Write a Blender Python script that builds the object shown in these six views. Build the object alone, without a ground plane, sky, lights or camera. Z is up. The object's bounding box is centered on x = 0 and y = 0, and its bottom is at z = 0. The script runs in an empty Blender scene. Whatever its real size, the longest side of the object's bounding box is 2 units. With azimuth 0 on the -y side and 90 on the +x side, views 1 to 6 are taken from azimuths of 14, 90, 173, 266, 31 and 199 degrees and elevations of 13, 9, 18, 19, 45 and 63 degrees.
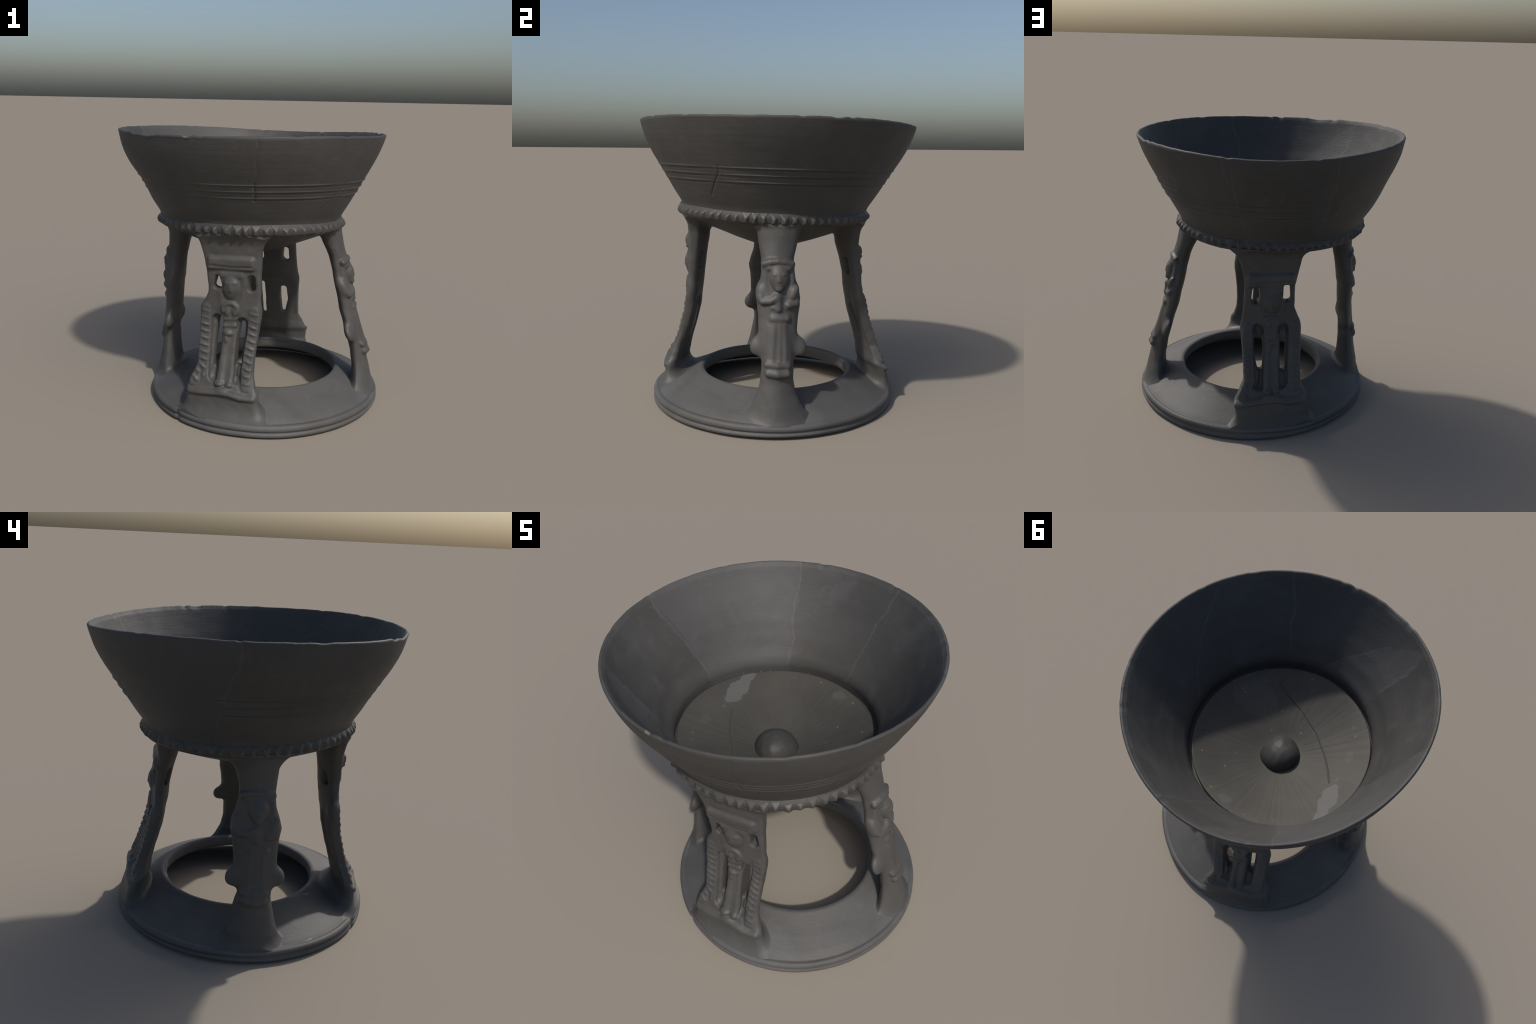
# Footed chalice of dark burnished pottery: a flaring bowl with a notched collar,
# carried by four moulded caryatid supports on a hollow conical ring foot.
import bpy, math, random
import numpy as np

random.seed(7)
rng = np.random.default_rng(7)
TAU = math.tau

# ------------------------------------------------------------------ small maths
def smin(a, b, k):
    h = np.maximum(k - np.abs(a - b), 0.0) / k
    return np.minimum(a, b) - h * h * k * 0.25

def smax(a, b, k):
    return -smin(-a, -b, k)

def curve(points, x, soft=0.0):
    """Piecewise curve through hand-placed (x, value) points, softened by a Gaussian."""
    p = np.array(sorted(points), float)
    if soft <= 0:
        return np.interp(x, p[:, 0], p[:, 1])
    total = 0.0
    weights = 0.0
    for o in np.linspace(-2, 2, 9):
        g = math.exp(-0.5 * o * o)
        total = total + g * np.interp(x + o * soft, p[:, 0], p[:, 1])
        weights += g
    return total / weights

def wobble(x, y, z, scale, seed):
    """Cheap smooth 3D noise: a sum of randomly oriented sine waves."""
    r = np.random.default_rng(seed)
    v = 0.0
    for i in range(7):
        k = r.normal(size=3)
        k = k / np.linalg.norm(k) * scale * r.uniform(0.6, 1.6)
        v = v + np.sin(x * k[0] + y * k[1] + z * k[2] + r.uniform(0, TAU))
    return v / 7 ** 0.5

# ------------------------------------------------------------------ overall form
BASE_C = (0.107, -0.028)          # the ring foot stands off-centre under the bowl
BOWL_C = (-0.024, -0.021)

RIM_R = (0.9660, (-0.0190, -0.0064), (-0.0116, 0.0099), (0.0035, -0.0086), (0.0013, 0.0021))
RIM_Z = (1.9815, (-0.0037, -0.0168), (0.0100, -0.0033), (-0.0015, 0.0035), (-0.0029, 0.0014))

def harmonics(h, th):
    v = h[0]
    for k, (c, s) in enumerate(h[1:], 1):
        v = v + c * np.cos(k * th) + s * np.sin(k * th)
    return v

def lean(th):
    """The bowl leans slightly: everything on it sits lower on the +y side."""
    return -0.024 * np.sin(th)

UNDER = [(0.0, 1.083), (0.15, 1.108), (0.30, 1.157), (0.45, 1.216), (0.60, 1.277), (0.68, 1.310)]
FLOOR = [(0.0, 1.162), (0.15, 1.187), (0.30, 1.236), (0.45, 1.290), (0.57, 1.338), (0.62, 1.356)]
BASE_TOP = [(0.50, 0.226), (0.545, 0.222), (0.60, 0.198), (0.70, 0.150), (0.80, 0.106), (0.845, 0.088), (0.90, 0.075)]

def under(x, y):
    dx, dy = x - BOWL_C[0], y - BOWL_C[1]
    R = np.hypot(dx, dy)
    return curve(UNDER, R, 0.01) - 0.024 * dy / 0.67

def base_top(x, y):
    return curve(BASE_TOP, np.hypot(x - BASE_C[0], y - BASE_C[1]), 0.006)

# ------------------------------------------------------------------ scene helpers
def link(o, parent=None):
    bpy.context.scene.collection.objects.link(o)
    if parent is not None:
        o.parent = parent
    return o

def mesh_object(name, verts, faces, material, parent=None, smooth=True):
    me = bpy.data.meshes.new(name)
    me.from_pydata([tuple(v) for v in np.asarray(verts, float).tolist()], [], [tuple(f) for f in np.asarray(faces).tolist()] if isinstance(faces, np.ndarray) else faces)
    if smooth:
        me.polygons.foreach_set("use_smooth", [True] * len(me.polygons))
    for m in (material if isinstance(material, (list, tuple)) else [material]):
        me.materials.append(m)
    me.update()
    return link(bpy.data.objects.new(name, me), parent)

def lathe(rings, closed=True):
    """rings: array (n, m, 3) -> vertices and quads, wrapped in the second axis."""
    n, m = rings.shape[:2]
    i = np.arange(n if closed else n - 1)[:, None]
    j = np.arange(m)[None]
    a, b, c, d = i * m + j, i * m + (j + 1) % m, ((i + 1) % n) * m + (j + 1) % m, ((i + 1) % n) * m + j
    return rings.reshape(-1, 3), np.stack([a, b, c, d], -1).reshape(-1, 4)

# ------------------------------------------------------------------ materials
class Nodes:
    def __init__(self, name):
        self.mat = bpy.data.materials.new(name)
        self.mat.use_nodes = True
        self.t = self.mat.node_tree
        self.bsdf = self.t.nodes["Principled BSDF"]
        self.tc = self.t.nodes.new("ShaderNodeTexCoord")
        self.obj = self.tc.outputs["Object"]
    def _set(self, sock, v):
        if isinstance(v, bpy.types.NodeSocket):
            self.t.links.new(v, sock)
        else:
            sock.default_value = v
    def math(self, op, a, b=0.0, c=0.0, clamp=False):
        n = self.t.nodes.new("ShaderNodeMath")
        n.operation, n.use_clamp = op, clamp
        for k, v in enumerate((a, b, c)):
            self._set(n.inputs[k], v)
        return n.outputs[0]
    def xyz(self, v=None):
        n = self.t.nodes.new("ShaderNodeSeparateXYZ")
        self._set(n.inputs[0], v or self.obj)
        return n.outputs
    def combine(self, x, y, z):
        n = self.t.nodes.new("ShaderNodeCombineXYZ")
        for k, v in enumerate((x, y, z)):
            self._set(n.inputs[k], v)
        return n.outputs[0]
    def noise(self, scale, detail=4.0, rough=0.55, v=None, distort=0.0):
        n = self.t.nodes.new("ShaderNodeTexNoise")
        self._set(n.inputs["Vector"], v or self.obj)
        n.inputs["Scale"].default_value, n.inputs["Detail"].default_value = scale, detail
        n.inputs["Roughness"].default_value, n.inputs["Distortion"].default_value = rough, distort
        return n.outputs["Fac"]
    def voronoi(self, scale, v=None):
        n = self.t.nodes.new("ShaderNodeTexVoronoi")
        self._set(n.inputs["Vector"], v or self.obj)
        n.inputs["Scale"].default_value = scale
        return n.outputs
    def scaled(self, sx, sy, sz):
        n = self.t.nodes.new("ShaderNodeMapping")
        self._set(n.inputs[0], self.obj)
        n.inputs["Scale"].default_value = (sx, sy, sz)
        return n.outputs[0]
    def step(self, v, lo, hi):
        n = self.t.nodes.new("ShaderNodeMapRange")
        n.interpolation_type = "SMOOTHSTEP"
        self._set(n.inputs["Value"], v)
        n.inputs["From Min"].default_value, n.inputs["From Max"].default_value = lo, hi
        return n.outputs["Result"]
    def mix(self, f, a, b):
        n = self.t.nodes.new("ShaderNodeMix")
        n.data_type = "RGBA"
        self._set(n.inputs["Factor"], f)
        for s, v in ((n.inputs[6], a), (n.inputs[7], b)):
            self._set(s, (*v, 1.0) if isinstance(v, tuple) else v)
        return n.outputs[2]
    def polar(self, cx, cy):
        x, y, z = self.xyz()
        dx, dy = self.math("SUBTRACT", x, cx), self.math("SUBTRACT", y, cy)
        ang = self.math("ARCTAN2", dy, dx)
        rad = self.math("SQRT", self.math("ADD", self.math("MULTIPLY", dx, dx), self.math("MULTIPLY", dy, dy)))
        return ang, rad, z
    def bump(self, height, strength, distance=0.01):
        n = self.t.nodes.new("ShaderNodeBump")
        n.inputs["Strength"].default_value, n.inputs["Distance"].default_value = strength, distance
        self._set(n.inputs["Height"], height)
        self.t.links.new(n.outputs[0], self.bsdf.inputs["Normal"])
    def finish(self, colour, rough=0.5, spec=0.35):
        self._set(self.bsdf.inputs["Base Color"], colour)
        self._set(self.bsdf.inputs["Roughness"], rough)
        self.bsdf.inputs["Specular IOR Level"].default_value = spec
        return self.mat

CLAY = (0.062, 0.0605, 0.058)
DARK = (0.052, 0.0505, 0.048)
PALE = (0.090, 0.090, 0.092)
BROWN = (0.068, 0.0605, 0.051)

def clay_body(n, warm=0.35, gain=1.0):
    """Mottled reduced clay: broad clouds, warm tint, fine speckle and pale dust."""
    DARK_, CLAY_, BROWN_, PALE_ = (tuple(v * gain for v in c) for c in (DARK, CLAY, BROWN, PALE))
    col = n.mix(n.step(n.noise(2.6, 5), 0.36, 0.66), DARK_, CLAY_)
    col = n.mix(n.math("MULTIPLY", n.step(n.noise(5.5, 4, 0.6), 0.50, 0.72), warm), col, BROWN_)
    col = n.mix(n.math("MULTIPLY", n.step(n.noise(9.0, 6, 0.65, distort=0.6), 0.56, 0.74), 0.35), col, PALE_)
    col = n.mix(n.math("MULTIPLY", n.step(n.noise(120, 2), 0.62, 0.75), 0.18), col, PALE)
    return col

def crack_mask(n, ang, z, cracks, width):
    """Repair joints: each runs down the wall along angle a0 + slope*(z - 1.7), wandering a little."""
    wander = n.math("MULTIPLY", n.math("SUBTRACT", n.noise(7.0, 3), 0.5), 0.13)
    total = 0.0
    for a0, slope, z0, z1 in cracks:
        line = n.math("ADD", n.math("MULTIPLY", n.math("SUBTRACT", z, 1.7), math.radians(slope)), math.radians(a0))
        d = n.math("ABSOLUTE", n.math("ADD", n.math("SUBTRACT", ang, line), wander))
        m = n.math("SUBTRACT", 1.0, n.step(d, width * 0.3, width))
        m = n.math("MULTIPLY", m, n.math("MULTIPLY", n.step(z, z0 - 0.02, z0), n.math("SUBTRACT", 1.0, n.step(z, z1, z1 + 0.02))))
        total = m if isinstance(total, float) else n.math("MAXIMUM", total, m)
    return total

def sector(n, ang, z, a0, a1, slope0=0.0, slope1=0.0, edge=0.02):
    wander = n.math("MULTIPLY", n.math("SUBTRACT", n.noise(6.0, 3), 0.5), 0.14)
    dz = n.math("SUBTRACT", z, 1.7)
    lo = n.math("ADD", n.math("SUBTRACT", ang, n.math("ADD", n.math("MULTIPLY", dz, math.radians(slope0)), math.radians(a0))), wander)
    hi = n.math("ADD", n.math("SUBTRACT", ang, n.math("ADD", n.math("MULTIPLY", dz, math.radians(slope1)), math.radians(a1))), wander)
    return n.math("MULTIPLY", n.step(lo, -edge, edge), n.math("SUBTRACT", 1.0, n.step(hi, -edge, edge)))

CRACKS = [(-75, 2, 1.50, 2.0), (68, -10, 1.38, 1.95), (109, -6, 1.38, 2.0), (169, 22, 1.40, 2.0), (-140, -10, 1.6, 1.9), (-119, -80, 1.45, 1.8), (-25, -70, 1.42, 1.95)]

def make_support_material():
    n = Nodes("moulded_clay")
    col = clay_body(n, 0.6, 1.14)
    n.bump(n.math("ADD", n.noise(38, 5, 0.6), n.math("MULTIPLY", n.noise(170, 2), 0.3)), 0.16, 0.01)
    return n.finish(col, n.math("ADD", 0.42, n.math("MULTIPLY", n.noise(12, 3), 0.2)), 0.36)

def make_base_material():
    n = Nodes("foot_clay")
    ang, rad, z = n.polar(*BASE_C)
    ringed = n.combine(n.math("MULTIPLY", ang, 0.6), n.math("MULTIPLY", rad, 9.0), n.math("MULTIPLY", z, 9.0))
    col = clay_body(n, 0.3, 1.35)
    col = n.mix(n.math("MULTIPLY", n.step(n.noise(3.0, 5, 0.6, ringed), 0.45, 0.75), 0.30), col, PALE)
    # pale slip smeared where the supports were luted on
    x, y, _ = n.xyz()
    ragged = n.math("MULTIPLY", n.math("SUBTRACT", n.noise(5.0, 5, 0.6), 0.5), 2.2)
    for cx, cy, hx, hy in ((0.06, -0.78, 0.42, 0.16), (0.90, 0.0, 0.16, 0.26), (0.05, 0.78, 0.36, 0.14), (-0.70, -0.08, 0.13, 0.26)):
        fx, fy = n.math("DIVIDE", n.math("SUBTRACT", x, cx), hx), n.math("DIVIDE", n.math("SUBTRACT", y, cy), hy)
        fill = n.math("ADD", n.math("SQRT", n.math("ADD", n.math("MULTIPLY", fx, fx), n.math("MULTIPLY", fy, fy))), ragged)
        col = n.mix(n.math("MULTIPLY", n.math("SUBTRACT", 1.0, n.step(fill, 0.55, 1.2)), 0.45), col, (0.108, 0.108, 0.112))
    n.bump(n.math("ADD", n.math("MULTIPLY", n.noise(6, 4, 0.6, ringed), 0.7), n.noise(55, 4)), 0.14, 0.01)
    return n.finish(col, 0.58, 0.30)

def make_wall_material(inside):
    n = Nodes("bowl_lining" if inside else "bowl_wall")
    ang, rad, z = n.polar(*BOWL_C)
    ringed = n.combine(n.math("MULTIPLY", ang, 0.8), 0.0, n.math("MULTIPLY", z, 16.0))
    col = clay_body(n, 0.15 if inside else 0.5)
    col = n.mix(n.math("MULTIPLY", n.step(n.noise(2.4, 5, 0.6, ringed), 0.42, 0.70), 0.35), col, CLAY)
    if inside:
        brushed = n.combine(n.math("MULTIPLY", ang, 5.0), 0.0, n.math("MULTIPLY", z, 90.0))
        col = n.mix(n.math("MULTIPLY", n.step(n.noise(1.3, 4, 0.65, brushed), 0.45, 0.75), 0.40), col, (0.046, 0.0445, 0.041))
        patch = n.math("MAXIMUM", sector(n, ang, z, 109, 169, -6, 22), sector(n, ang, z, -140, -119, -10, -80))
        col = n.mix(n.math("MULTIPLY", patch, 0.42), col, (0.084, 0.084, 0.086))
        clouds = n.math("MULTIPLY", n.step(n.noise(3.3, 6, 0.62, distort=0.8), 0.52, 0.68), 0.35)
        col = n.mix(clouds, col, (0.088, 0.088, 0.090))
    else:
        patch = sector(n, ang, z, 118, 167, 6, 22)
        col = n.mix(n.math("MULTIPLY", patch, 0.8), col, (0.057, 0.057, 0.057))
    # fresh pale clay where the lip is chipped
    for a0, half, low in ((-101, 1.2, 1.978), (54, 0.9, 1.970)):
        near = n.math("SUBTRACT", 1.0, n.step(n.math("ABSOLUTE", n.math("SUBTRACT", ang, math.radians(a0))), math.radians(half * 0.5), math.radians(half)))
        col = n.mix(n.math("MULTIPLY", n.math("MULTIPLY", near, n.step(z, low - 0.006, low)), 0.6), col, (0.17, 0.15, 0.125))
    crack = crack_mask(n, ang, z, CRACKS if inside else CRACKS[1:4], 0.012)
    col = n.mix(n.math("MULTIPLY", crack, 0.36 if inside else 0.22), col, (0.105, 0.103, 0.099))
    n.bump(n.math("ADD", n.math("MULTIPLY", n.noise(7, 5, 0.6, ringed), 0.8), n.math("MULTIPLY", n.noise(70, 4), 0.7)), 0.16, 0.01)
    return n.finish(col, n.math("ADD", 0.50, n.math("MULTIPLY", n.noise(8, 3), 0.2)), 0.30)

def make_floor_material():
    n = Nodes("scored_floor")
    ang, rad, z = n.polar(*BOWL_C)
    rays = n.noise(1.0, 4, 0.6, n.combine(n.math("MULTIPLY", n.math("COSINE", ang), 22.0), n.math("MULTIPLY", n.math("SINE", ang), 22.0), n.math("MULTIPLY", rad, 2.0)))
    col = n.mix(n.step(n.noise(3.0, 5), 0.35, 0.7), (0.050, 0.048, 0.0425), (0.061, 0.0585, 0.052))
    col = n.mix(n.math("MULTIPLY", n.step(rays, 0.45, 0.75), 0.30), col, (0.073, 0.0695, 0.061))
    v = n.voronoi(15.0)
    spot = n.math("MULTIPLY", n.math("SUBTRACT", 1.0, n.step(v[0], 0.10, 0.16)), n.step(n.noise(6.0, 2), 0.50, 0.54))
    col = n.mix(n.math("MULTIPLY", spot, 0.75), col, (0.17, 0.11, 0.045))
    # plaster fill in the floor near the far wall, and a smaller smear opposite
    x, y, _ = n.xyz()
    ragged = n.math("MULTIPLY", n.math("SUBTRACT", n.noise(8.0, 5, 0.6), 0.5), 2.6)
    for cx, cy, hx, hy, amount in ((-0.462, 0.24, 0.055, 0.165, 0.85), (0.29, -0.33, 0.17, 0.12, 0.30), (0.17, 0.49, 0.05, 0.03, 0.4), (-0.50, -0.10, 0.03, 0.05, 0.25)):
        fx, fy = n.math("DIVIDE", n.math("SUBTRACT", x, cx), hx), n.math("DIVIDE", n.math("SUBTRACT", y, cy), hy)
        fill = n.math("ADD", n.math("SQRT", n.math("ADD", n.math("MULTIPLY", fx, fx), n.math("MULTIPLY", fy, fy))), ragged)
        col = n.mix(n.math("MULTIPLY", n.math("SUBTRACT", 1.0, n.step(fill, 0.92, 1.05)), amount), col, (0.098, 0.098, 0.097))
    n.bump(n.math("ADD", n.math("MULTIPLY", rays, 1.0), n.math("MULTIPLY", n.noise(60, 4), 0.5)), 0.11, 0.012)
    return n.finish(col, 0.58, 0.28)

def make_stud_material():
    n = Nodes("notched_clay")
    info = n.t.nodes.new("ShaderNodeObjectInfo")
    col = n.mix(info.outputs["Random"], (0.056, 0.054, 0.051), (0.068, 0.066, 0.062))
    col = n.mix(n.math("MULTIPLY", n.step(n.noise(40, 4), 0.5, 0.7), 0.3), col, PALE)
    n.bump(n.noise(90, 4), 0.14, 0.006)
    return n.finish(col, 0.46, 0.36)

SUPPORT = make_support_material()
FOOT = make_base_material()
WALL, LINING = make_wall_material(False), make_wall_material(True)
FLOORM, STUD = make_floor_material(), make_stud_material()

def make_knob_material():
    n = Nodes("burnished_knob")
    col = clay_body(n, 0.2, 0.82)
    n.bump(n.noise(30, 4), 0.12, 0.01)
    return n.finish(col, 0.56, 0.3)

KNOB = make_knob_material()

# ------------------------------------------------------------------ the chalice
chalice = link(bpy.data.objects.new("chalice", None))
chalice["label"] = "dark grey footed pottery chalice carried by four figure supports"
chalice["category"] = "pottery vessel"

# ---- bowl ---------------------------------------------------------------
M = 1080
th = np.arange(M) / M * TAU
rim_r, rim_z = harmonics(RIM_R, th), harmonics(RIM_Z, th)

def around(a, a0):
    return (a - math.radians(a0) + math.pi) % TAU - math.pi

# chips and worn stretches of the lip: (angle, half width in degrees, depth)
CHIPS = [(-101, 1.3, 0.007), (-121, 5.0, 0.012), (-96, 1.2, 0.004), (-128, 2.0, 0.008), (22, 2.4, 0.008), (28, 1.2, 0.006), (8, 1.5, 0.005),
         (69, 1.4, 0.005), (101, 1.2, 0.004), (175, 1.0, 0.005), (140, 1.6, 0.003), (-60, 2.0, 0.004), (-38, 1.4, 0.004), (-160, 2.0, 0.004)]
chip = np.zeros(M)
for a0, half, deep in CHIPS:
    chip = np.maximum(chip, deep * np.clip(1.25 - np.abs(around(th, a0)) / math.radians(half), 0, 1) ** 0.7)
rim_wear = 0.0008 * wobble(np.cos(th), np.sin(th), 0 * th, 38.0, 3) + 0.0005 * wobble(np.cos(th), np.sin(th), 0 * th, 110.0, 4)
nick = rim_wear - chip

# the wall is not thrown true: fuller towards -x, straighter towards +x
FLARE_FULL = [(0.0, 0.0), (0.15, 0.195), (0.30, 0.358), (0.45, 0.542), (0.60, 0.735), (0.70, 0.840), (0.80, 0.920), (0.90, 0.970), (1.0, 1.0)]
FLARE_TAUT = [(0.0, 0.0), (0.15, 0.180), (0.30, 0.350), (0.45, 0.515), (0.60, 0.675), (0.70, 0.775), (0.80, 0.865), (0.90, 0.938), (1.0, 1.0)]
FULLNESS = 0.5 - 0.5 * np.cos(th - math.radians(5))
FOOT_R = 0.666
foot_z = 1.388 + lean(th)
RIDGES = (0.315, 0.390, 0.465)

def wall_point(u, t):
    """Point on the wall at height fraction u (array M) with thickness t inward."""
    full, taut = (float(curve(c, np.array([u]), 0.03)[0]) for c in (FLARE_FULL, FLARE_TAUT))
    f = taut + (full - taut) * FULLNESS
    bx, by = BOWL_C[0] + FOOT_R * np.cos(th), BOWL_C[1] + FOOT_R * np.sin(th)
    rx, ry = rim_r * np.cos(th), rim_r * np.sin(th)
    x, y = bx + (rx - bx) * f, by + (ry - by) * f
    # two out-of-true places in the wall: a swelling and a flat
    t = t - 0.018 * np.exp(-(around(th, 155) / 0.42) ** 2) * math.exp(-((u - 0.30) / 0.20) ** 2) + 0.010 * np.exp(-(around(th, -157) / 0.40) ** 2) * math.exp(-((u - 0.40) / 0.15) ** 2)
    z = foot_z + (rim_z - foot_z) * u + nick * min(max((u - 0.93) / 0.07, 0.0), 1.0)
    return np.stack([x - t * np.cos(th), y - t * np.sin(th), z], -1)

ridge_on = np.ones(M)
deg = np.degrees(th)
deg = np.where(deg > 180, deg - 360, deg)
ridge_on *= 1 - np.clip((deg - 115.5) / 1.5, 0, 1) * np.clip((167 - deg) / 1.5, 0, 1)       # smooth repaired sector
ridge_on *= 1.15 + 0.45 * np.sin(th)                                                      # fresher away from the front
ridge_on *= np.clip(0.85 + 0.3 * wobble(np.cos(th), np.sin(th), 0 * th, 5.0, 9), 0.35, 1.2)
ridge_on *= 1 - 0.7 * np.exp(-((deg + 30) / 9.0) ** 2)                                     # worn stretch

rings = []
for u in np.concatenate([np.linspace(-0.10, 0.24, 30)[:-1], np.linspace(0.24, 0.54, 110)[:-1], np.linspace(0.54, 0.965, 50)]):
    out = np.zeros(M)
    for r in RIDGES:
        d = (u - r) / 0.0095
        out += 0.0062 * math.exp(-d * d) - 0.0034 * math.exp(-((u - r + 0.019) / 0.010) ** 2)
    out *= ridge_on
    p = wall_point(float(u), -out)
    # throwing lines and dents
    w = 0.0022 * wobble(p[:, 0], p[:, 1], p[:, 2], 6.0, 11) + 0.00012 * math.sin(u * 95) + 0.00025 * wobble(p[:, 0], p[:, 1], p[:, 2] * 3, 25.0, 12)
    # open joint on the front and a patch step beside it
    g = np.exp(-(np.abs(around(th, -75 + 0.35 * math.sin(u * 23))) / math.radians(0.55)) ** 2) * (0.007 if u < 0.5 else 0.003) * (u > 0.28)
    g += np.exp(-(np.abs(around(th, -27 - 14 * max(0.0, 0.42 - u) * 2.2)) / math.radians(0.5)) ** 2) * 0.005 * (0.15 < u < 0.5)
    g += np.exp(-(np.abs(around(th, 69)) / math.radians(0.4)) ** 2) * 0.0025
    w = w - g
    p[:, 0] += w * np.cos(th)
    p[:, 1] += w * np.sin(th)
    rings.append(p)
LIP = 0.024
for a in np.linspace(0, math.pi, 9)[1:-1]:
    p = wall_point(0.985, 0.0)
    top = wall_point(1.0, 0.0)
    q = top.copy()
    inset = LIP * 0.5 * (1 - math.cos(a))
    q[:, 0] -= inset * np.cos(th)
    q[:, 1] -= inset * np.sin(th)
    q[:, 2] = top[:, 2] - 0.016 * (1 - math.sin(a))
    rings.append(q)
n_outer = len(rings)
for u in np.linspace(0.965, -0.11, 118):
    t = float(curve([(-0.2, 0.034), (-0.03, 0.036), (0.0, 0.043), (0.05, 0.056), (0.10, 0.063), (0.20, 0.064), (0.3, 0.064), (0.5, 0.062), (0.7, 0.060), (0.85, 0.047), (0.93, 0.036), (1.0, LIP)], np.array([u]), 0.02)[0])
    p = wall_point(float(u), t - 0.012 * np.cos(th + 0.52) * math.exp(-((u - 0.6) / 0.32) ** 2))
    w = 0.0025 * wobble(p[:, 0], p[:, 1], p[:, 2], 6.0, 21) + 0.0004 * math.sin(u * 38) + 0.00025 * wobble(p[:, 0], p[:, 1], p[:, 2] * 3, 25.0, 22)
    p[:, 0] += w * np.cos(th)
    p[:, 1] += w * np.sin(th)
    rings.append(p)
n_inner = len(rings)
# gutter round the floor, then the hidden bed of the floor back to the underside
for R, dz in [(0.620, -0.060), (0.60, -0.066)]:
    rings.append(np.stack([BOWL_C[0] + R * np.cos(th), BOWL_C[1] + R * np.sin(th), foot_z + dz], -1))
for R in np.linspace(0.56, 0.006, 30):
    x, y = BOWL_C[0] + R * np.cos(th), BOWL_C[1] + R * np.sin(th)
    rings.append(np.stack([x, y, np.minimum(under(x, y) + 0.035, foot_z - 0.070)], -1))
for R in np.linspace(0.006, 0.66, 44):
    x, y = BOWL_C[0] + R * np.cos(th), BOWL_C[1] + R * np.sin(th)
    rings.append(np.stack([x, y, under(x, y) + 0.0018 * wobble(x, y, 0 * x, 14.0, 31)], -1))
rings = np.array(rings)
v, f = lathe(rings, closed=True)
bowl = mesh_object("bowl", v, f, [WALL, LINING], chalice)
idx = np.zeros(len(f), np.int32)
idx[(n_outer - 4) * M:(n_inner + 3) * M] = 1
bowl.data.polygons.foreach_set("material_index", idx)

# ---- floor with its scored rays ----------------------------------------
FM = 1080
FLOOR_CRACK = [(0.159, -0.491), (0.058, -0.423), (-0.061, -0.356), (-0.215, -0.235), (-0.330, -0.087), (-0.390, 0.02), (-0.432, 0.116)]

def line_distance(x, y, points):
    best = 9.0
    for (ax, ay), (bx, by) in zip(points[:-1], points[1:]):
        ex, ey = bx - ax, by - ay
        h = np.clip(((x - ax) * ex + (y - ay) * ey) / (ex * ex + ey * ey), 0, 1)
        best = np.minimum(best, np.hypot(x - ax - ex * h, y - ay - ey * h))
    return best

ft = np.arange(FM) / FM * TAU
rings = []
ray = wobble(np.cos(ft), np.sin(ft), 0 * ft, 60.0, 41) + wobble(np.cos(ft), np.sin(ft), 0 * ft, 28.0, 42)
for R in np.concatenate([np.linspace(0.004, 0.606, 170), [0.612, 0.614]]):
    x, y = BOWL_C[0] - 0.010 + R * np.cos(ft), BOWL_C[1] + 0.002 + R * np.sin(ft)
    fade = np.clip((R - 0.15) / 0.1, 0, 1)
    z = curve(FLOOR, np.array([R]), 0.02)[0] - 0.018 * np.sin(ft) * R / 0.67 + 0.0003 * ray * fade + 0.002 * wobble(x, y, 0 * x, 9.0, 43)
    # one long crack across the floor
    z = z - 0.006 * np.exp(-(line_distance(x, y, FLOOR_CRACK) / 0.0035) ** 2)
    if R > 0.608:
        z = z - (0.004 if R < 0.613 else 0.05)
    rings.append(np.stack([x, y, z], -1))
v, f = lathe(np.array(rings), closed=False)
mesh_object("bowl_floor", v, f, FLOORM, chalice)

# ---- knob in the middle of the floor ------------------------------------
verts, n1, n2 = [], 40, 72
for i in range(n1 + 1):
    p = i / n1 * math.pi * 0.60
    for j in range(n2):
        a = j / n2 * TAU
        d = np.array([math.sin(p) * math.cos(a), math.sin(p) * math.sin(a), math.cos(p)])
        # hand-pared facets
        r = 0.142 * (1 + 0.026 * float(wobble(d[0], d[1], d[2], 4.0, 51)) + 0.008 * float(wobble(d[0], d[1], d[2], 14.0, 52)))
        verts.append((-0.030 + r * d[0], -0.020 + r * d[1], 1.160 + 0.95 * r * d[2]))
faces = [(i * n2 + j, (i + 1) * n2 + j, (i + 1) * n2 + (j + 1) % n2, i * n2 + (j + 1) % n2) for i in range(n1) for j in range(n2)]
mesh_object("knob", verts, faces, KNOB, chalice)

# ---- collar and its studs ------------------------------------------------
COLLAR_C = (-0.020, -0.026)
CM = 540
ct = np.arange(CM) / CM * TAU
PROFILE = [(0.650, 0.040), (0.653, 0.055), (0.657, 0.050), (0.662, 0.040), (0.674, 0.030), (0.680, 0.018), (0.679, 0.000), (0.676, -0.018), (0.668, -0.032), (0.658, -0.036), (0.652, -0.040), (0.646, -0.036), (0.646, 0.0)]
rings = []
for R, dz in PROFILE:
    Rw = R + 0.002 * wobble(np.cos(ct), np.sin(ct), 0 * ct, 6.0, 61)
    rings.append(np.stack([COLLAR_C[0] + Rw * np.cos(ct), COLLAR_C[1] + Rw * np.sin(ct), 1.343 + dz + lean(ct) + 0.002 * wobble(np.cos(ct), np.sin(ct), 0 * ct, 7.0, 62)], -1))
v, f = lathe(np.array(rings)[::-1], closed=True)
collar = mesh_object("collar", v, f, WALL, chalice)

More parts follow.
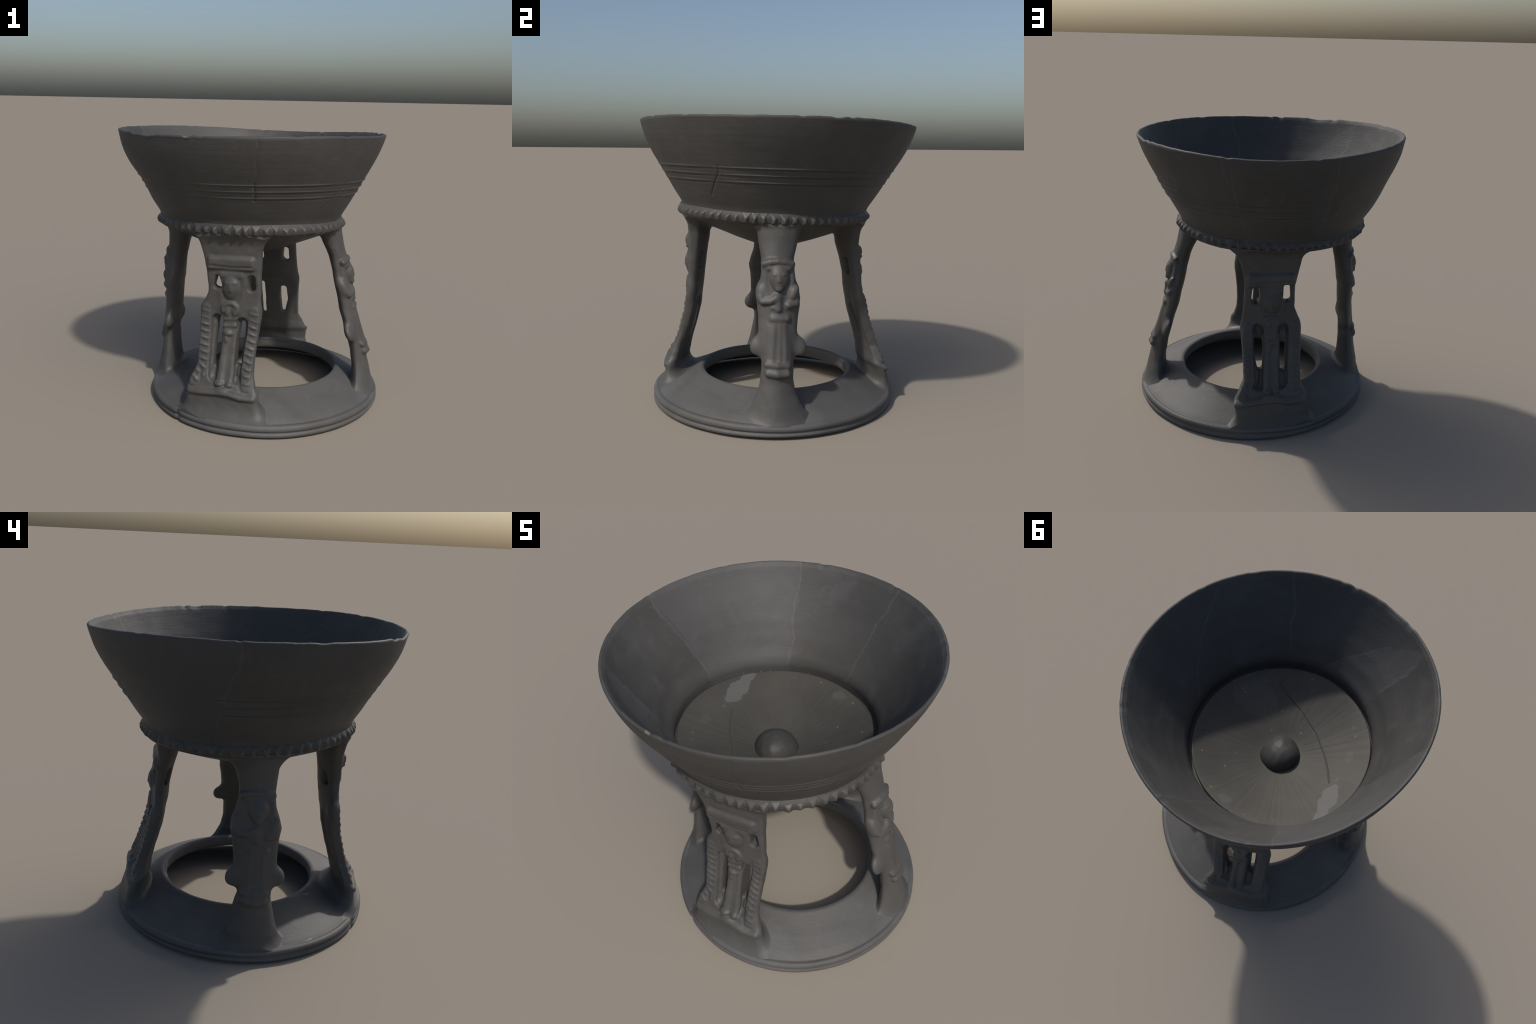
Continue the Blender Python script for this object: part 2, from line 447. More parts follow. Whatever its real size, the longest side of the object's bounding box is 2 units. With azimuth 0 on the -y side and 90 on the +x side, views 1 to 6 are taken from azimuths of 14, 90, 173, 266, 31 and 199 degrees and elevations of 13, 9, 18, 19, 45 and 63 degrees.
def stud_mesh(seed):
    """A pared pyramid, blunt at the tip: built as a small grid bulged along +x."""
    r = np.random.default_rng(seed)
    n = 14
    vs = []
    ty, tz = r.uniform(-0.004, 0.004), r.uniform(-0.006, 0.000)
    for i in range(n + 1):
        for j in range(n + 1):
            a, b = i / n * 2 - 1, j / n * 2 - 1
            m = max(abs(a - ty * 30 * (1 - abs(a))), abs(b - tz * 30 * (1 - abs(b))))
            h = min(1 - m, 1 - abs(a), 1.5 * (1 - abs(b)))
            h = 0.55 * h + 0.45 * min(1 - abs(a), 1.5 * (1 - abs(b)), 1.0)
            h = h if h < 0.8 else 0.8 + (h - 0.8) * 0.45
            vs.append((-0.012 + 0.040 * h, a * 0.0335, b * 0.038))
    fs = [(i * (n + 1) + j, (i + 1) * (n + 1) + j, (i + 1) * (n + 1) + j + 1, i * (n + 1) + j + 1) for i in range(n) for j in range(n)]
    ring = [i * (n + 1) for i in range(n + 1)] + [n * (n + 1) + j for j in range(1, n + 1)] + [i * (n + 1) + n for i in range(n - 1, -1, -1)] + [j for j in range(n - 1, 0, -1)]
    k = len(vs)
    vs.append((-0.04, 0, 0))
    fs += [(ring[(i + 1) % len(ring)], ring[i], k) for i in range(len(ring))]
    me = bpy.data.meshes.new("stud")
    me.from_pydata(vs, [], fs)
    me.materials.append(STUD)
    me.polygons.foreach_set("use_smooth", [True] * len(me.polygons))
    me.set_sharp_from_angle(angle=math.radians(50))
    me.update()
    return me

stud_meshes = [stud_mesh(s) for s in (1, 2, 3, 4, 5)]
STUDS = 66
a = 0.0
steps = np.array([1 + 0.12 * rng.normal() for _ in range(STUDS)])
angles = np.cumsum(steps) / steps.sum() * TAU
for k in range(STUDS):
    t = angles[k]
    o = bpy.data.objects.new("stud", stud_meshes[rng.integers(5)])
    R = 0.674 + rng.normal() * 0.0015
    o.location = (COLLAR_C[0] + R * math.cos(t), COLLAR_C[1] + R * math.sin(t), 1.343 - 0.004 + float(lean(np.array([t]))[0]) + rng.normal() * 0.0015)
    o.rotation_euler = (rng.normal() * 0.06, math.radians(10) + rng.normal() * 0.06, t)
    o.scale = (rng.uniform(0.85, 1.1), steps[k] * 0.99, rng.uniform(0.92, 1.05))
    link(o, chalice)

# ---- ring foot -------------------------------------------------------------
BM = 900
bt = np.arange(BM) / BM * TAU
FOOT_PROFILE = [(0.836, 0.010), (0.842, 0.002), (0.852, 0.000), (0.860, 0.006), (0.864, 0.016), (0.864, 0.026), (0.858, 0.036), (0.853, 0.041), (0.854, 0.047),
                (0.860, 0.054), (0.863, 0.062), (0.862, 0.071), (0.856, 0.080), (0.846, 0.0855), (0.834, 0.0860), (0.826, 0.0845), (0.818, 0.0905), (0.80, 0.100), (0.77, 0.114), (0.74, 0.128), (0.71, 0.142), (0.68, 0.156),
                (0.65, 0.170), (0.62, 0.185), (0.595, 0.198), (0.570, 0.211), (0.555, 0.219), (0.545, 0.2235), (0.531, 0.2225), (0.522, 0.217), (0.516, 0.207), (0.512, 0.188), (0.512, 0.160), (0.522, 0.138),
                (0.56, 0.132), (0.62, 0.148), (0.68, 0.120), (0.74, 0.092), (0.79, 0.066), (0.82, 0.044), (0.833, 0.024)]
prof = np.array(FOOT_PROFILE)
seg = np.concatenate([[0], np.cumsum(np.hypot(*np.diff(np.vstack([prof, prof[:1]]), axis=0).T))])
closed = np.vstack([prof, prof[:1]])
samples = np.linspace(0, seg[-1], 150)[:-1]
rings = []
lift = 0.006 + 0.005 * np.sin(2 * bt + 2.2) + 0.003 * np.sin(3 * bt + 0.6)      # uneven underside: the foot rocks
lift = lift - lift.min()
for s in samples:
    R, z = np.interp(s, seg, closed[:, 0]), np.interp(s, seg, closed[:, 1])
    low = np.clip(1 - z / 0.05, 0, 1)
    x, y = np.cos(bt), np.sin(bt)
    inward = np.clip((0.86 - R) / 0.33, 0, 1)
    Rw = R + inward * (0.012 * x + 0.020 * y) + 0.0030 * wobble(x, y, 0 * bt + R * 0.6, 4.0, 71) + 0.0009 * wobble(x, y, 0 * bt + z * 6, 17.0, 72)
    if R > 0.84:   # a break in the moulding near the front support
        Rw = Rw - 0.010 * np.exp(-(np.abs(around(bt, -121)) / math.radians(1.3)) ** 2) - 0.004 * np.exp(-(np.abs(around(bt, 84)) / math.radians(1.0)) ** 2)
    zz = z + 0.014 * np.clip(np.cos(bt + 0.8), 0, 1) * np.clip((z - 0.06) / 0.05, 0, 1) * np.clip((0.25 - z) / 0.1, 0, 1) + lift * low + 0.0018 * wobble(x * R, y * R, 0 * bt, 9.0, 73) * np.clip(z / 0.05, 0, 1)
    rings.append(np.stack([BASE_C[0] + Rw * x, BASE_C[1] + Rw * y, np.maximum(zz, 0.0)], -1))
v, f = lathe(np.array(rings), closed=True)
mesh_object("ring_foot", v, f, FOOT, chalice)

# ------------------------------------------------------------------ moulded supports
VOX = 0.0052

class Clay:
    """A lump of clay described by a signed distance in (s across, z up, w out of the panel)."""
    def __init__(self, s, z, w):
        self.ax = [np.arange(a, b, VOX).astype(np.float32) for a, b in (s, z, w)]
        self.S, self.Z, self.W = self.ax[0][:, None, None], self.ax[1][None, :, None], self.ax[2][None, None, :]
        self.D = np.full([len(a) for a in self.ax], 1.0, np.float32)
        self.L = np.zeros(self.D.shape, np.int8)
        self.names = ["support"]
        self.drop = None           # some castings sit lower: (height, drop) curve
        self.sink = 0.0            # how far the relief is worn back into the panel
    def label(self, name):
        if name not in self.names:
            self.names.append(name)
        return self.names.index(name)
    def block(self, lo, hi):
        sl = tuple(slice(max(0, int(np.searchsorted(a, l)) - 1), int(np.searchsorted(a, h)) + 1) for a, l, h in zip(self.ax, lo, hi))
        return sl, self.ax[0][sl[0]][:, None, None], self.ax[1][sl[1]][None, :, None], self.ax[2][sl[2]][None, None, :]
    def put(self, d, sl, k, name, cut=False):
        D = self.D[sl]
        if cut:
            self.D[sl] = smax(D, -d, k)
        else:
            if name is not None:
                self.L[sl] = np.where(d < D + 0.002, self.label(name), self.L[sl])
            self.D[sl] = smin(D, d, k)
    def level(self, z):
        return z if self.drop is None else z - float(curve(self.drop, np.array([z]))[0])
    def ribbon(self, line, half, w, depth, k=0.012, name=None):
        """A flat strap with rounded edges laid along (s, z) points."""
        pts = np.array(line, float)
        m = max(half) + 0.05
        w = w - self.sink
        sl, S, Z, W = self.block([*(pts.min(0) - m), w - depth - 0.05], [*(pts.max(0) + m), w + depth + 0.05])
        best = None
        for p, q, ra, rb in zip(pts[:-1], pts[1:], half[:-1], half[1:]):
            e = q - p
            h = np.clip(((S - p[0]) * e[0] + (Z - p[1]) * e[1]) / (e @ e), 0, 1)
            d = np.sqrt((S - p[0] - e[0] * h) ** 2 + (Z - p[1] - e[1] * h) ** 2) - (ra + (rb - ra) * h)
            best = d if best is None else np.minimum(best, d)
        rnd = 0.012
        a, b = best + rnd, np.abs(W - w) - depth + rnd
        d = np.sqrt(np.maximum(a, 0) ** 2 + np.maximum(b, 0) ** 2) + np.minimum(np.maximum(a, b), 0) - rnd
        self.put(d, sl, k, name)
    def ball(self, c, r, k=0.015, name=None, cut=False, turn=0.0):
        c = (c[0], self.level(c[1]), c[2] - self.sink)
        m = max(r) + k + 0.02
        sl, S, Z, W = self.block([x - m for x in c], [x + m for x in c])
        a, b = S - c[0], Z - c[1]
        ca, sa = math.cos(turn), math.sin(turn)
        a, b, w = a * ca + b * sa, b * ca - a * sa, W - c[2]
        k0 = np.sqrt((a / r[0]) ** 2 + (b / r[1]) ** 2 + (w / r[2]) ** 2) + 1e-6
        k1 = np.sqrt((a / r[0] ** 2) ** 2 + (b / r[1] ** 2) ** 2 + (w / r[2] ** 2) ** 2) + 1e-6
        self.put(k0 * (k0 - 1) / k1, sl, k, name, cut)
    def rod(self, points, r, k=0.012, name=None, cut=False):
        """A bent rod through (s, z, w) points; r is a radius or one radius per point."""
        rr = r if isinstance(r, (list, tuple)) else [r] * len(points)
        m = max(rr) + k + 0.02
        pts = np.array([(a, self.level(b), w - self.sink) for a, b, w in points], float)
        sl, S, Z, W = self.block(pts.min(0) - m, pts.max(0) + m)
        best = None
        for p, q, ra, rb in zip(pts[:-1], pts[1:], rr[:-1], rr[1:]):
            e = q - p
            h = np.clip(((S - p[0]) * e[0] + (Z - p[1]) * e[1] + (W - p[2]) * e[2]) / (e @ e), 0, 1)
            d = np.sqrt((S - p[0] - e[0] * h) ** 2 + (Z - p[1] - e[1] * h) ** 2 + (W - p[2] - e[2] * h) ** 2) - (ra + (rb - ra) * h)
            best = d if best is None else np.minimum(best, d)
        self.put(best, sl, k, name, cut)
    def slab(self, c, half, rnd, k=0.012, name=None, taper=0.0):
        """Rounded block; taper widens it downwards."""
        m = max(half) + k + 0.04
        c = (c[0], self.level(c[1]), c[2] - self.sink)
        sl, S, Z, W = self.block([x - m for x in c], [x + m for x in c])
        hs = half[0] + taper * (c[1] - Z)
        q = [np.abs(S - c[0]) - (hs - rnd), np.abs(Z - c[1]) - (half[1] - rnd), np.abs(W - c[2]) - (half[2] - rnd)]
        out = np.sqrt(sum(np.maximum(x, 0) ** 2 for x in q))
        self.put(out + np.minimum(np.maximum(np.maximum(q[0], q[1]), q[2]), 0) - rnd, sl, k, name)
    def window(self, points, r, k=0.014):
        """A hole pierced straight through along a bent line of (s, z)."""
        pts = np.array(points, float)
        m = max(r) + k + 0.02
        sl, S, Z, W = self.block([pts[:, 0].min() - m, pts[:, 1].min() - m, -1], [pts[:, 0].max() + m, pts[:, 1].max() + m, 1])
        best = None
        for p, q, ra, rb in zip(pts[:-1], pts[1:], r[:-1], r[1:]):
            e = q - p
            h = np.clip(((S - p[0]) * e[0] + (Z - p[1]) * e[1]) / (e @ e), 0, 1)
            d = np.sqrt((S - p[0] - e[0] * h) ** 2 + (Z - p[1] - e[1] * h) ** 2) - (ra + (rb - ra) * h)
            best = d if best is None else np.minimum(best, d)
        self.put(best + 0 * W, sl, k, None, cut=True)

def surface_net(D, ax):
    """Dual surface of the zero level: one vertex per crossed cell, one quad per crossed edge."""
    D = D.copy()
    for a in range(3):
        for e in (0, -1):
            i = [slice(None)] * 3
            i[a] = e
            D[tuple(i)] = np.maximum(D[tuple(i)], 0.002)
    n = np.array(D.shape)
    inside = D < 0
    cells = n - 1
    pos = np.zeros((*cells, 3), np.float32)
    cnt = np.zeros(cells, np.float32)
    for a in range(3):
        for o1 in (0, 1):
            for o2 in (0, 1):
                off = [0, 0, 0]
                b, c = (a + 1) % 3, (a + 2) % 3
                off[b], off[c] = o1, o2
                s0 = tuple(slice(off[i], off[i] + cells[i]) for i in range(3))
                off2 = list(off)
                off2[a] = 1
                s1 = tuple(slice(off2[i], off2[i] + cells[i]) for i in range(3))
                d0, d1 = D[s0], D[s1]
                m = inside[s0] != inside[s1]
                t = np.where(m, d0 / np.where(m, d0 - d1, 1), 0)
                cnt += m
                pos[..., a] += t
                pos[..., b] += o1 * m
                pos[..., c] += o2 * m
    used = cnt > 0
    ids = np.full(cells, -1, np.int64)
    cell = np.argwhere(used)
    ids[used] = np.arange(len(cell))
    p = pos[used] / cnt[used][:, None] + cell
    quads = []
    for a in range(3):
        b, c = (a + 1) % 3, (a + 2) % 3
        s0, s1 = [slice(1, -1)] * 3, [slice(1, -1)] * 3
        s0[a], s1[a] = slice(0, -1), slice(1, None)
        i0, i1 = inside[tuple(s0)], inside[tuple(s1)]
        e = np.argwhere(i0 != i1)
        flip = i0[tuple(e.T)]
        base = e.copy()
        base[:, b] += 1
        base[:, c] += 1
        def cid(db, dc):
            q = base.copy()
            q[:, b] -= db
            q[:, c] -= dc
            return ids[tuple(q.T)]
        quad = np.stack([cid(1, 1), cid(0, 1), cid(0, 0), cid(1, 0)], -1)
        quad[~flip] = quad[~flip][:, ::-1]
        quads.append(quad)
    q = np.concatenate(quads)
    q = q[(q >= 0).all(1)]
    origin = np.array([a[0] for a in ax])
    return origin + p * VOX, q, cell

def panel(c, left, right, thick, bulge, edge, round_back):
    """The slab that carries the relief: outline left/right(z), thickness(z), rounded edges."""
    z = c.ax[1]
    L, R, T = (curve(p, z, 0.008)[None, :, None].astype(np.float32) for p in (left, right, thick))
    side = np.maximum(L - c.S, c.S - R)
    mid, half = (L + R) / 2, (R - L) / 2
    if not isinstance(bulge, float):
        bulge = curve(bulge, z, 0.01)[None, :, None].astype(np.float32)
    face = c.W + bulge * np.clip((c.S - mid) / half, -1.2, 1.2) ** 2
    back = -c.W - T * (1 - round_back * np.clip(np.abs(c.S - mid) / half, 0, 1.2) ** 2)
    edge = curve([(0.12, max(edge, 0.06)), (0.22, max(edge, 0.045)), (0.30, edge)], z)[None, :, None].astype(np.float32)
    c.D = smax(side + 0 * c.W, np.maximum(face, back), edge).astype(np.float32)

def winged_figure(c, p):
    """Openwork panel: frontal figure with hanging feathered wings on a stepped plinth."""
    panel(c, p["left"], p["right"], p["thick"], 0.012, 0.022, 0.50)
    # sunk field round the figure
    c.rod([(-0.088, 0.73, -0.006), (-0.084, 0.36, -0.006)], 0.038, 0.014, cut=True)
    c.rod([(0.088, 0.72, -0.006), (0.076, 0.36, -0.006)], 0.038, 0.014, cut=True)
    c.sink, c.drop = p["sink"], p["drop"]
    # headdress: a broad slab with a groove, brow band under it
    c.slab((0.004, 1.132, p["band"]), (0.164, 0.044, 0.044), 0.024, 0.020, "headdress")
    c.rod([(-0.15, 1.112, p["band"] + 0.045), (0.0, 1.106, p["band"] + 0.046), (0.15, 1.112, p["band"] + 0.045)], 0.009, 0.010, cut=True)
    c.slab((0.008, 1.052, -0.020), (0.086, 0.024, 0.036), 0.02, 0.015, "headdress")
    # tresses beside the face
    c.rod([(-0.076, 1.04, -0.018), (-0.072, 0.93, -0.014), (-0.056, 0.845, -0.016)], 0.020, 0.018, "hair")
    c.rod([(0.092, 1.04, -0.018), (0.086, 0.93, -0.014), (0.072, 0.845, -0.016)], 0.020, 0.018, "hair")
    # head: worn smooth, only a hint of nose and brow
    c.ball((0.008, 0.966, -0.002), (0.062, 0.090, 0.038), 0.010, "head")
    c.rod([(0.008, 0.985, 0.026), (0.008, 0.950, 0.030)], [0.006, 0.009], 0.020, "head")
    c.rod([(-0.024, 1.000, 0.022), (0.040, 1.000, 0.022)], 0.007, 0.016, "head")
    # shoulders, arms brought round to the breast
    c.ball((0.004, 0.815, -0.015), (0.090, 0.055, 0.034), 0.020, "torso")
    arc = [(0.004 + 0.050 * math.cos(t), 0.812 + 0.044 * math.sin(t), 0.016) for t in np.linspace(-0.5, 3.4, 12)]
    c.rod(arc, 0.011, 0.014, "arm")
    c.ball((-0.014, 0.795, 0.014), (0.018, 0.032, 0.016), 0.012, "arm")
    c.ball((0.036, 0.790, 0.012), (0.015, 0.032, 0.014), 0.012, "arm")
    # waist and girdle
    c.slab((0.003, 0.710, -0.026), (0.046, 0.080, 0.040), 0.02, 0.012, "torso")
    c.rod([(-0.036, 0.745, 0.008), (0.042, 0.750, 0.008)], 0.011, 0.010, "girdle")
    c.rod([(-0.038, 0.698, 0.008), (0.046, 0.703, 0.008)], 0.012, 0.010, "girdle")
    c.ball((-0.006, 0.650, 0.006), (0.034, 0.022, 0.026), 0.012, "girdle")
    c.ball((-0.014, 0.612, 0.004), (0.018, 0.038, 0.022), 0.010, "girdle")
    # skirted legs and feet
    c.drop = None
    c.rod([(-0.022, 0.66, -0.016), (-0.027, 0.50, -0.016), (-0.032, 0.335, -0.010)], [0.031, 0.031, 0.030], 0.008, "skirt")
    c.rod([(0.040, 0.66, -0.018), (0.037, 0.50, -0.020), (0.034, 0.335, -0.016)], [0.028, 0.027, 0.027], 0.005, "skirt")
    c.ball((-0.034, 0.320, 0.006), (0.034, 0.018, 0.030), 0.010, "foot")
    c.ball((0.034, 0.318, 0.000), (0.028, 0.020, 0.026), 0.010, "foot")
    c.ball((-0.012, 0.283, 0.010), (0.045, 0.018, 0.026), 0.012, "foot")
    # wings: shoulder, flat feathered strap, plain inner strip, groove under the curled tip
    for side, key in ((-1, "wing_left"), (1, "wing_right")):
        line = np.array(p[key])
        c.ball((line[0, 0], line[0, 1] - 0.02, -0.036), (0.042, 0.062, 0.036), 0.030, "wing")
        c.ribbon(line, [0.030] + [0.039] * (len(line) - 2) + [0.032], -0.024, 0.032, 0.008, "wing")
        c.rod([(s - side * 0.054, z, -0.042) for s, z in line[1:-1]], 0.019, 0.010, "wing")
        length = np.concatenate([[0], np.cumsum(np.hypot(*np.diff(line, axis=0).T))])
        m = 11
        for i in range(m):
            t = (0.45 + i) / m * length[-1]
            s, z = np.interp(t, length, line[:, 0]), np.interp(t, length, line[:, 1])
            t2 = min(t + 0.02, length[-1] + 1e-4)
            s2, z2 = np.interp(t2, length, line[:, 0]), np.interp(t2, length, line[:, 1])
            dx, dz = s2 - s, z2 - z
            n = math.hypot(dx, dz) or 1
            px, pz = -dz / n, dx / n
            h = 0.027
            bold = p["feathers"] * (0.6 if i < 2 else 1.0)
            tilt = 0.006
            c.rod([(s - px * h, z - pz * h + tilt, 0.006), (s, z, 0.009), (s + px * h, z + pz * h - tilt, 0.006)], [0.006 * bold, 0.0095 * bold, 0.006 * bold], 0.009, "wing")
        end = line[-1]
        c.rod([(end[0] - side * 0.046, end[1] + 0.075, 0.014), (end[0] - side * 0.048, end[1] + 0.01, 0.014), (end[0] - side * 0.026, end[1] - 0.030, 0.016), (end[0] + side * 0.030, end[1] - 0.040, 0.012)], 0.013, 0.010, cut=True)
    c.sink = 0.0
    for w in p["windows"]:
        c.window(*w)
    # plinth with a rolled upper edge
    c.rod([(-0.240, 0.250, -0.014), (-0.15, 0.256, -0.002), (-0.03, 0.266, 0.004), (0.04, 0.264, 0.004), (0.12, 0.246, -0.002), (0.204, 0.244, -0.014)], 0.020, 0.014, "plinth")
    low = (c.Z < 0.262) & (c.L == 0)
    c.L[np.broadcast_to(low, c.L.shape)] = c.label("plinth")

def robed_figure(c, p):
    """Solid column with a robed figure holding her tresses, bands at the hem, side lobes."""
    panel(c, p["left"], p["right"], p["thick"], [(0.08, 0.105), (0.20, 0.080), (0.30, 0.060), (0.42, 0.045)], 0.035, 0.25)
    lobe_z = p["lobe"]
    for s in (-1, 1):
        c.ball((s * 0.128 + p["mid"], lobe_z, p["lobe_w"]), (0.052, 0.060, 0.030), 0.045, "wing_tip", turn=s * 0.35)
    c.sink = p["sink"]
    # headdress roll
    c.rod([(-0.090, 1.066, -0.008), (-0.045, 1.080, 0.010), (0.0, 1.084, 0.016), (0.045, 1.080, 0.010), (0.088, 1.064, -0.008)], 0.021, 0.014, "headdress")
    # hair framing the face and falling over the shoulders
    c.rod([(-0.052, 1.040, 0.004), (0.005, 1.052, 0.012), (0.066, 1.040, 0.004)], 0.018, 0.012, "hair")
    c.rod([(-0.076, 1.035, -0.020), (-0.082, 0.97, -0.020), (-0.076, 0.90, -0.014), (-0.062, 0.870, -0.006)], 0.021, 0.022, "hair")
    c.rod([(0.084, 1.035, -0.020), (0.090, 0.97, -0.020), (0.082, 0.91, -0.012)], 0.020, 0.022, "hair")
    # head
    c.ball((0.007, 0.980, 0.008), (0.060, 0.080, 0.044), 0.014, "head")
    c.rod([(0.007, 1.005, 0.040), (0.007, 0.966, 0.045)], [0.007, 0.010], 0.018, "head")
    for s in (-0.018, 0.032):
        c.ball((s, 1.004, 0.041), (0.012, 0.007, 0.008), 0.012, "head")
    c.rod([(-0.006, 0.940, 0.041), (0.020, 0.940, 0.041)], 0.005, 0.012, "head")
    c.ball((0.007, 0.918, 0.026), (0.026, 0.022, 0.022), 0.012, "head")
    # shoulders and arms
    c.ball((-0.106, 0.880, -0.030), (0.038, 0.064, 0.040), 0.030, "arm")
    c.rod([(-0.110, 0.855, -0.012), (-0.098, 0.832, 0.004), (-0.045, 0.838, 0.016), (-0.012, 0.858, 0.020)], 0.019, 0.022, "arm")
    c.ball((0.100, 0.884, -0.004), (0.028, 0.054, 0.026), 0.018, "arm", turn=-0.45)
    c.rod([(0.120, 0.850, -0.030), (0.112, 0.818, -0.010), (0.070, 0.812, 0.006)], 0.022, 0.022, "arm")
    c.rod([(0.005, 0.862, 0.012), (0.004, 0.790, 0.012)], 0.019, 0.022, "hand")
    c.ball((-0.030, 0.795, 0.008), (0.016, 0.014, 0.014), 0.012, "hand")
    # girdle, robe with pleats, hem bands and feet
    c.rod([(-0.030, 0.727, 0.006), (0.058, 0.727, 0.006)], 0.018, 0.022, "girdle")
    c.slab((0.004, 0.580, -0.026), (0.068, 0.130, 0.034), 0.032, 0.030, "robe", taper=0.09)
    for s in (-0.034, 0.006, 0.036):
        c.rod([(s * 0.9 + 0.010, 0.69, 0.004), (s * 1.15 + 0.006, 0.475, 0.005)], 0.0095, 0.018, "robe")
    c.rod([(-0.066, 0.452, 0.004), (0.0, 0.450, 0.018), (0.062, 0.446, 0.004)], 0.019, 0.022, "hem")
    c.rod([(-0.056, 0.402, 0.004), (0.0, 0.398, 0.016), (0.056, 0.398, 0.004)], 0.025, 0.022, "foot")
    low = (c.Z < 0.255) & (c.L == 0)
    c.L[np.broadcast_to(low, c.L.shape)] = c.label("plinth")

def build_support(figure, p):
    c = Clay((-0.40, 0.40), (-0.02, 1.36), (-0.30, 0.115))
    figure(c, p)
    # panel coordinates -> world
    nx, ny = p["out"]
    tx, ty = -ny, nx
    def world(s, z, w):
        r = curve(p["front"], z, 0.012) + w
        s2, dr = s, s * np.tan(np.radians(curve(p["yaw"], z, 0.05)))
        return p["at"][0] + nx * (r + dr) + tx * s2, p["at"][1] + ny * (r + dr) + ty * s2, z
    x, y, z = world(c.S, c.Z, c.W)
    c.D += (0.0012 * wobble(x, y, z, 22.0, p["seed"]) + 0.0008 * wobble(x, y, z, 60.0, p["seed"] + 1)).astype(np.float32)
    # run the clay on to the foot and to the underside of the bowl, with thumbed fillets
    bt_ = base_top(x, y)
    ub = under(x, y)
    c.D = smin(c.D, (z - bt_ + 0.010).astype(np.float32) * 0.9, p["foot_fillet"])
    c.D = smin(c.D, (ub + 0.010 - z).astype(np.float32) * 0.9, p["crown"])
    c.D = np.maximum(c.D, np.maximum(bt_ - 0.020 - z, z - ub - 0.020)).astype(np.float32)
    rb = np.hypot(x - BASE_C[0], y - BASE_C[1])
    c.D = np.where(z < 0.35, np.maximum(c.D, np.maximum(rb - 0.856, 0.530 - rb)), c.D)
    ru = np.hypot(x - BOWL_C[0], y - BOWL_C[1])
    c.D = np.maximum(c.D, ru - curve([(0.90, 1.60), (1.00, 0.95), (1.18, 0.76), (1.27, 0.690), (1.32, 0.672)], z, 0.01)).astype(np.float32)
    v, q, cell = surface_net(c.D, c.ax)
    lab = c.L[tuple(cell.T)]
    X, Y, Z = world(v[:, 0], v[:, 1], v[:, 2])
    P = np.stack([X, Y, Z], -1)
    if nx * 0 + 1 > 0:      # (s, z, w) is left-handed with respect to (t, up, n)
        q = q[:, ::-1]
    # vertex normals of the whole, unbroken surface
    fn = np.cross(P[q[:, 2]] - P[q[:, 0]], P[q[:, 3]] - P[q[:, 1]])
    N = np.zeros_like(P)
    for k in range(4):
        np.add.at(N, q[:, k], fn)
    N /= np.linalg.norm(N, axis=1)[:, None] + 1e-12
    flab = np.sort(lab[q], axis=1)[:, 1]
    # keep only the pieces: every label becomes one named mesh, left and right ones apart
    support = None
    order = sorted(set(flab.tolist()))
    for k in order:
        sel = q[flab == k]
        name = c.names[k]
        groups = [sel]
        if name in ("wing", "wing_tip", "arm", "foot") and k != 0:
            mid = v[sel].mean(1)[:, 0] < p["mid"] + (0.0 if name != "foot" else -0.002)
            groups = [g for g in (sel[mid], sel[~mid]) if len(g)]
        for g in groups:
            ids, inv = np.unique(g, return_inverse=True)
            o = mesh_object(name, P[ids], inv.reshape(-1, 4), SUPPORT, chalice if k == 0 else support)
            o.data.normals_split_custom_set_from_vertices([tuple(n) for n in N[ids].tolist()])
            if k == 0:
                support = o

THICK_W = [(0.0, 0.18), (0.15, 0.165), (0.24, 0.145), (0.30, 0.128), (0.36, 0.115), (0.45, 0.105), (0.56, 0.105), (0.75, 0.103), (0.90, 0.115), (1.02, 0.13), (1.15, 0.150), (1.25, 0.165)]
THICK_R = [(0.0, 0.17), (0.15, 0.155), (0.30, 0.120), (0.46, 0.120), (0.61, 0.112), (0.78, 0.113), (0.99, 0.116), (1.15, 0.135), (1.25, 0.160)]

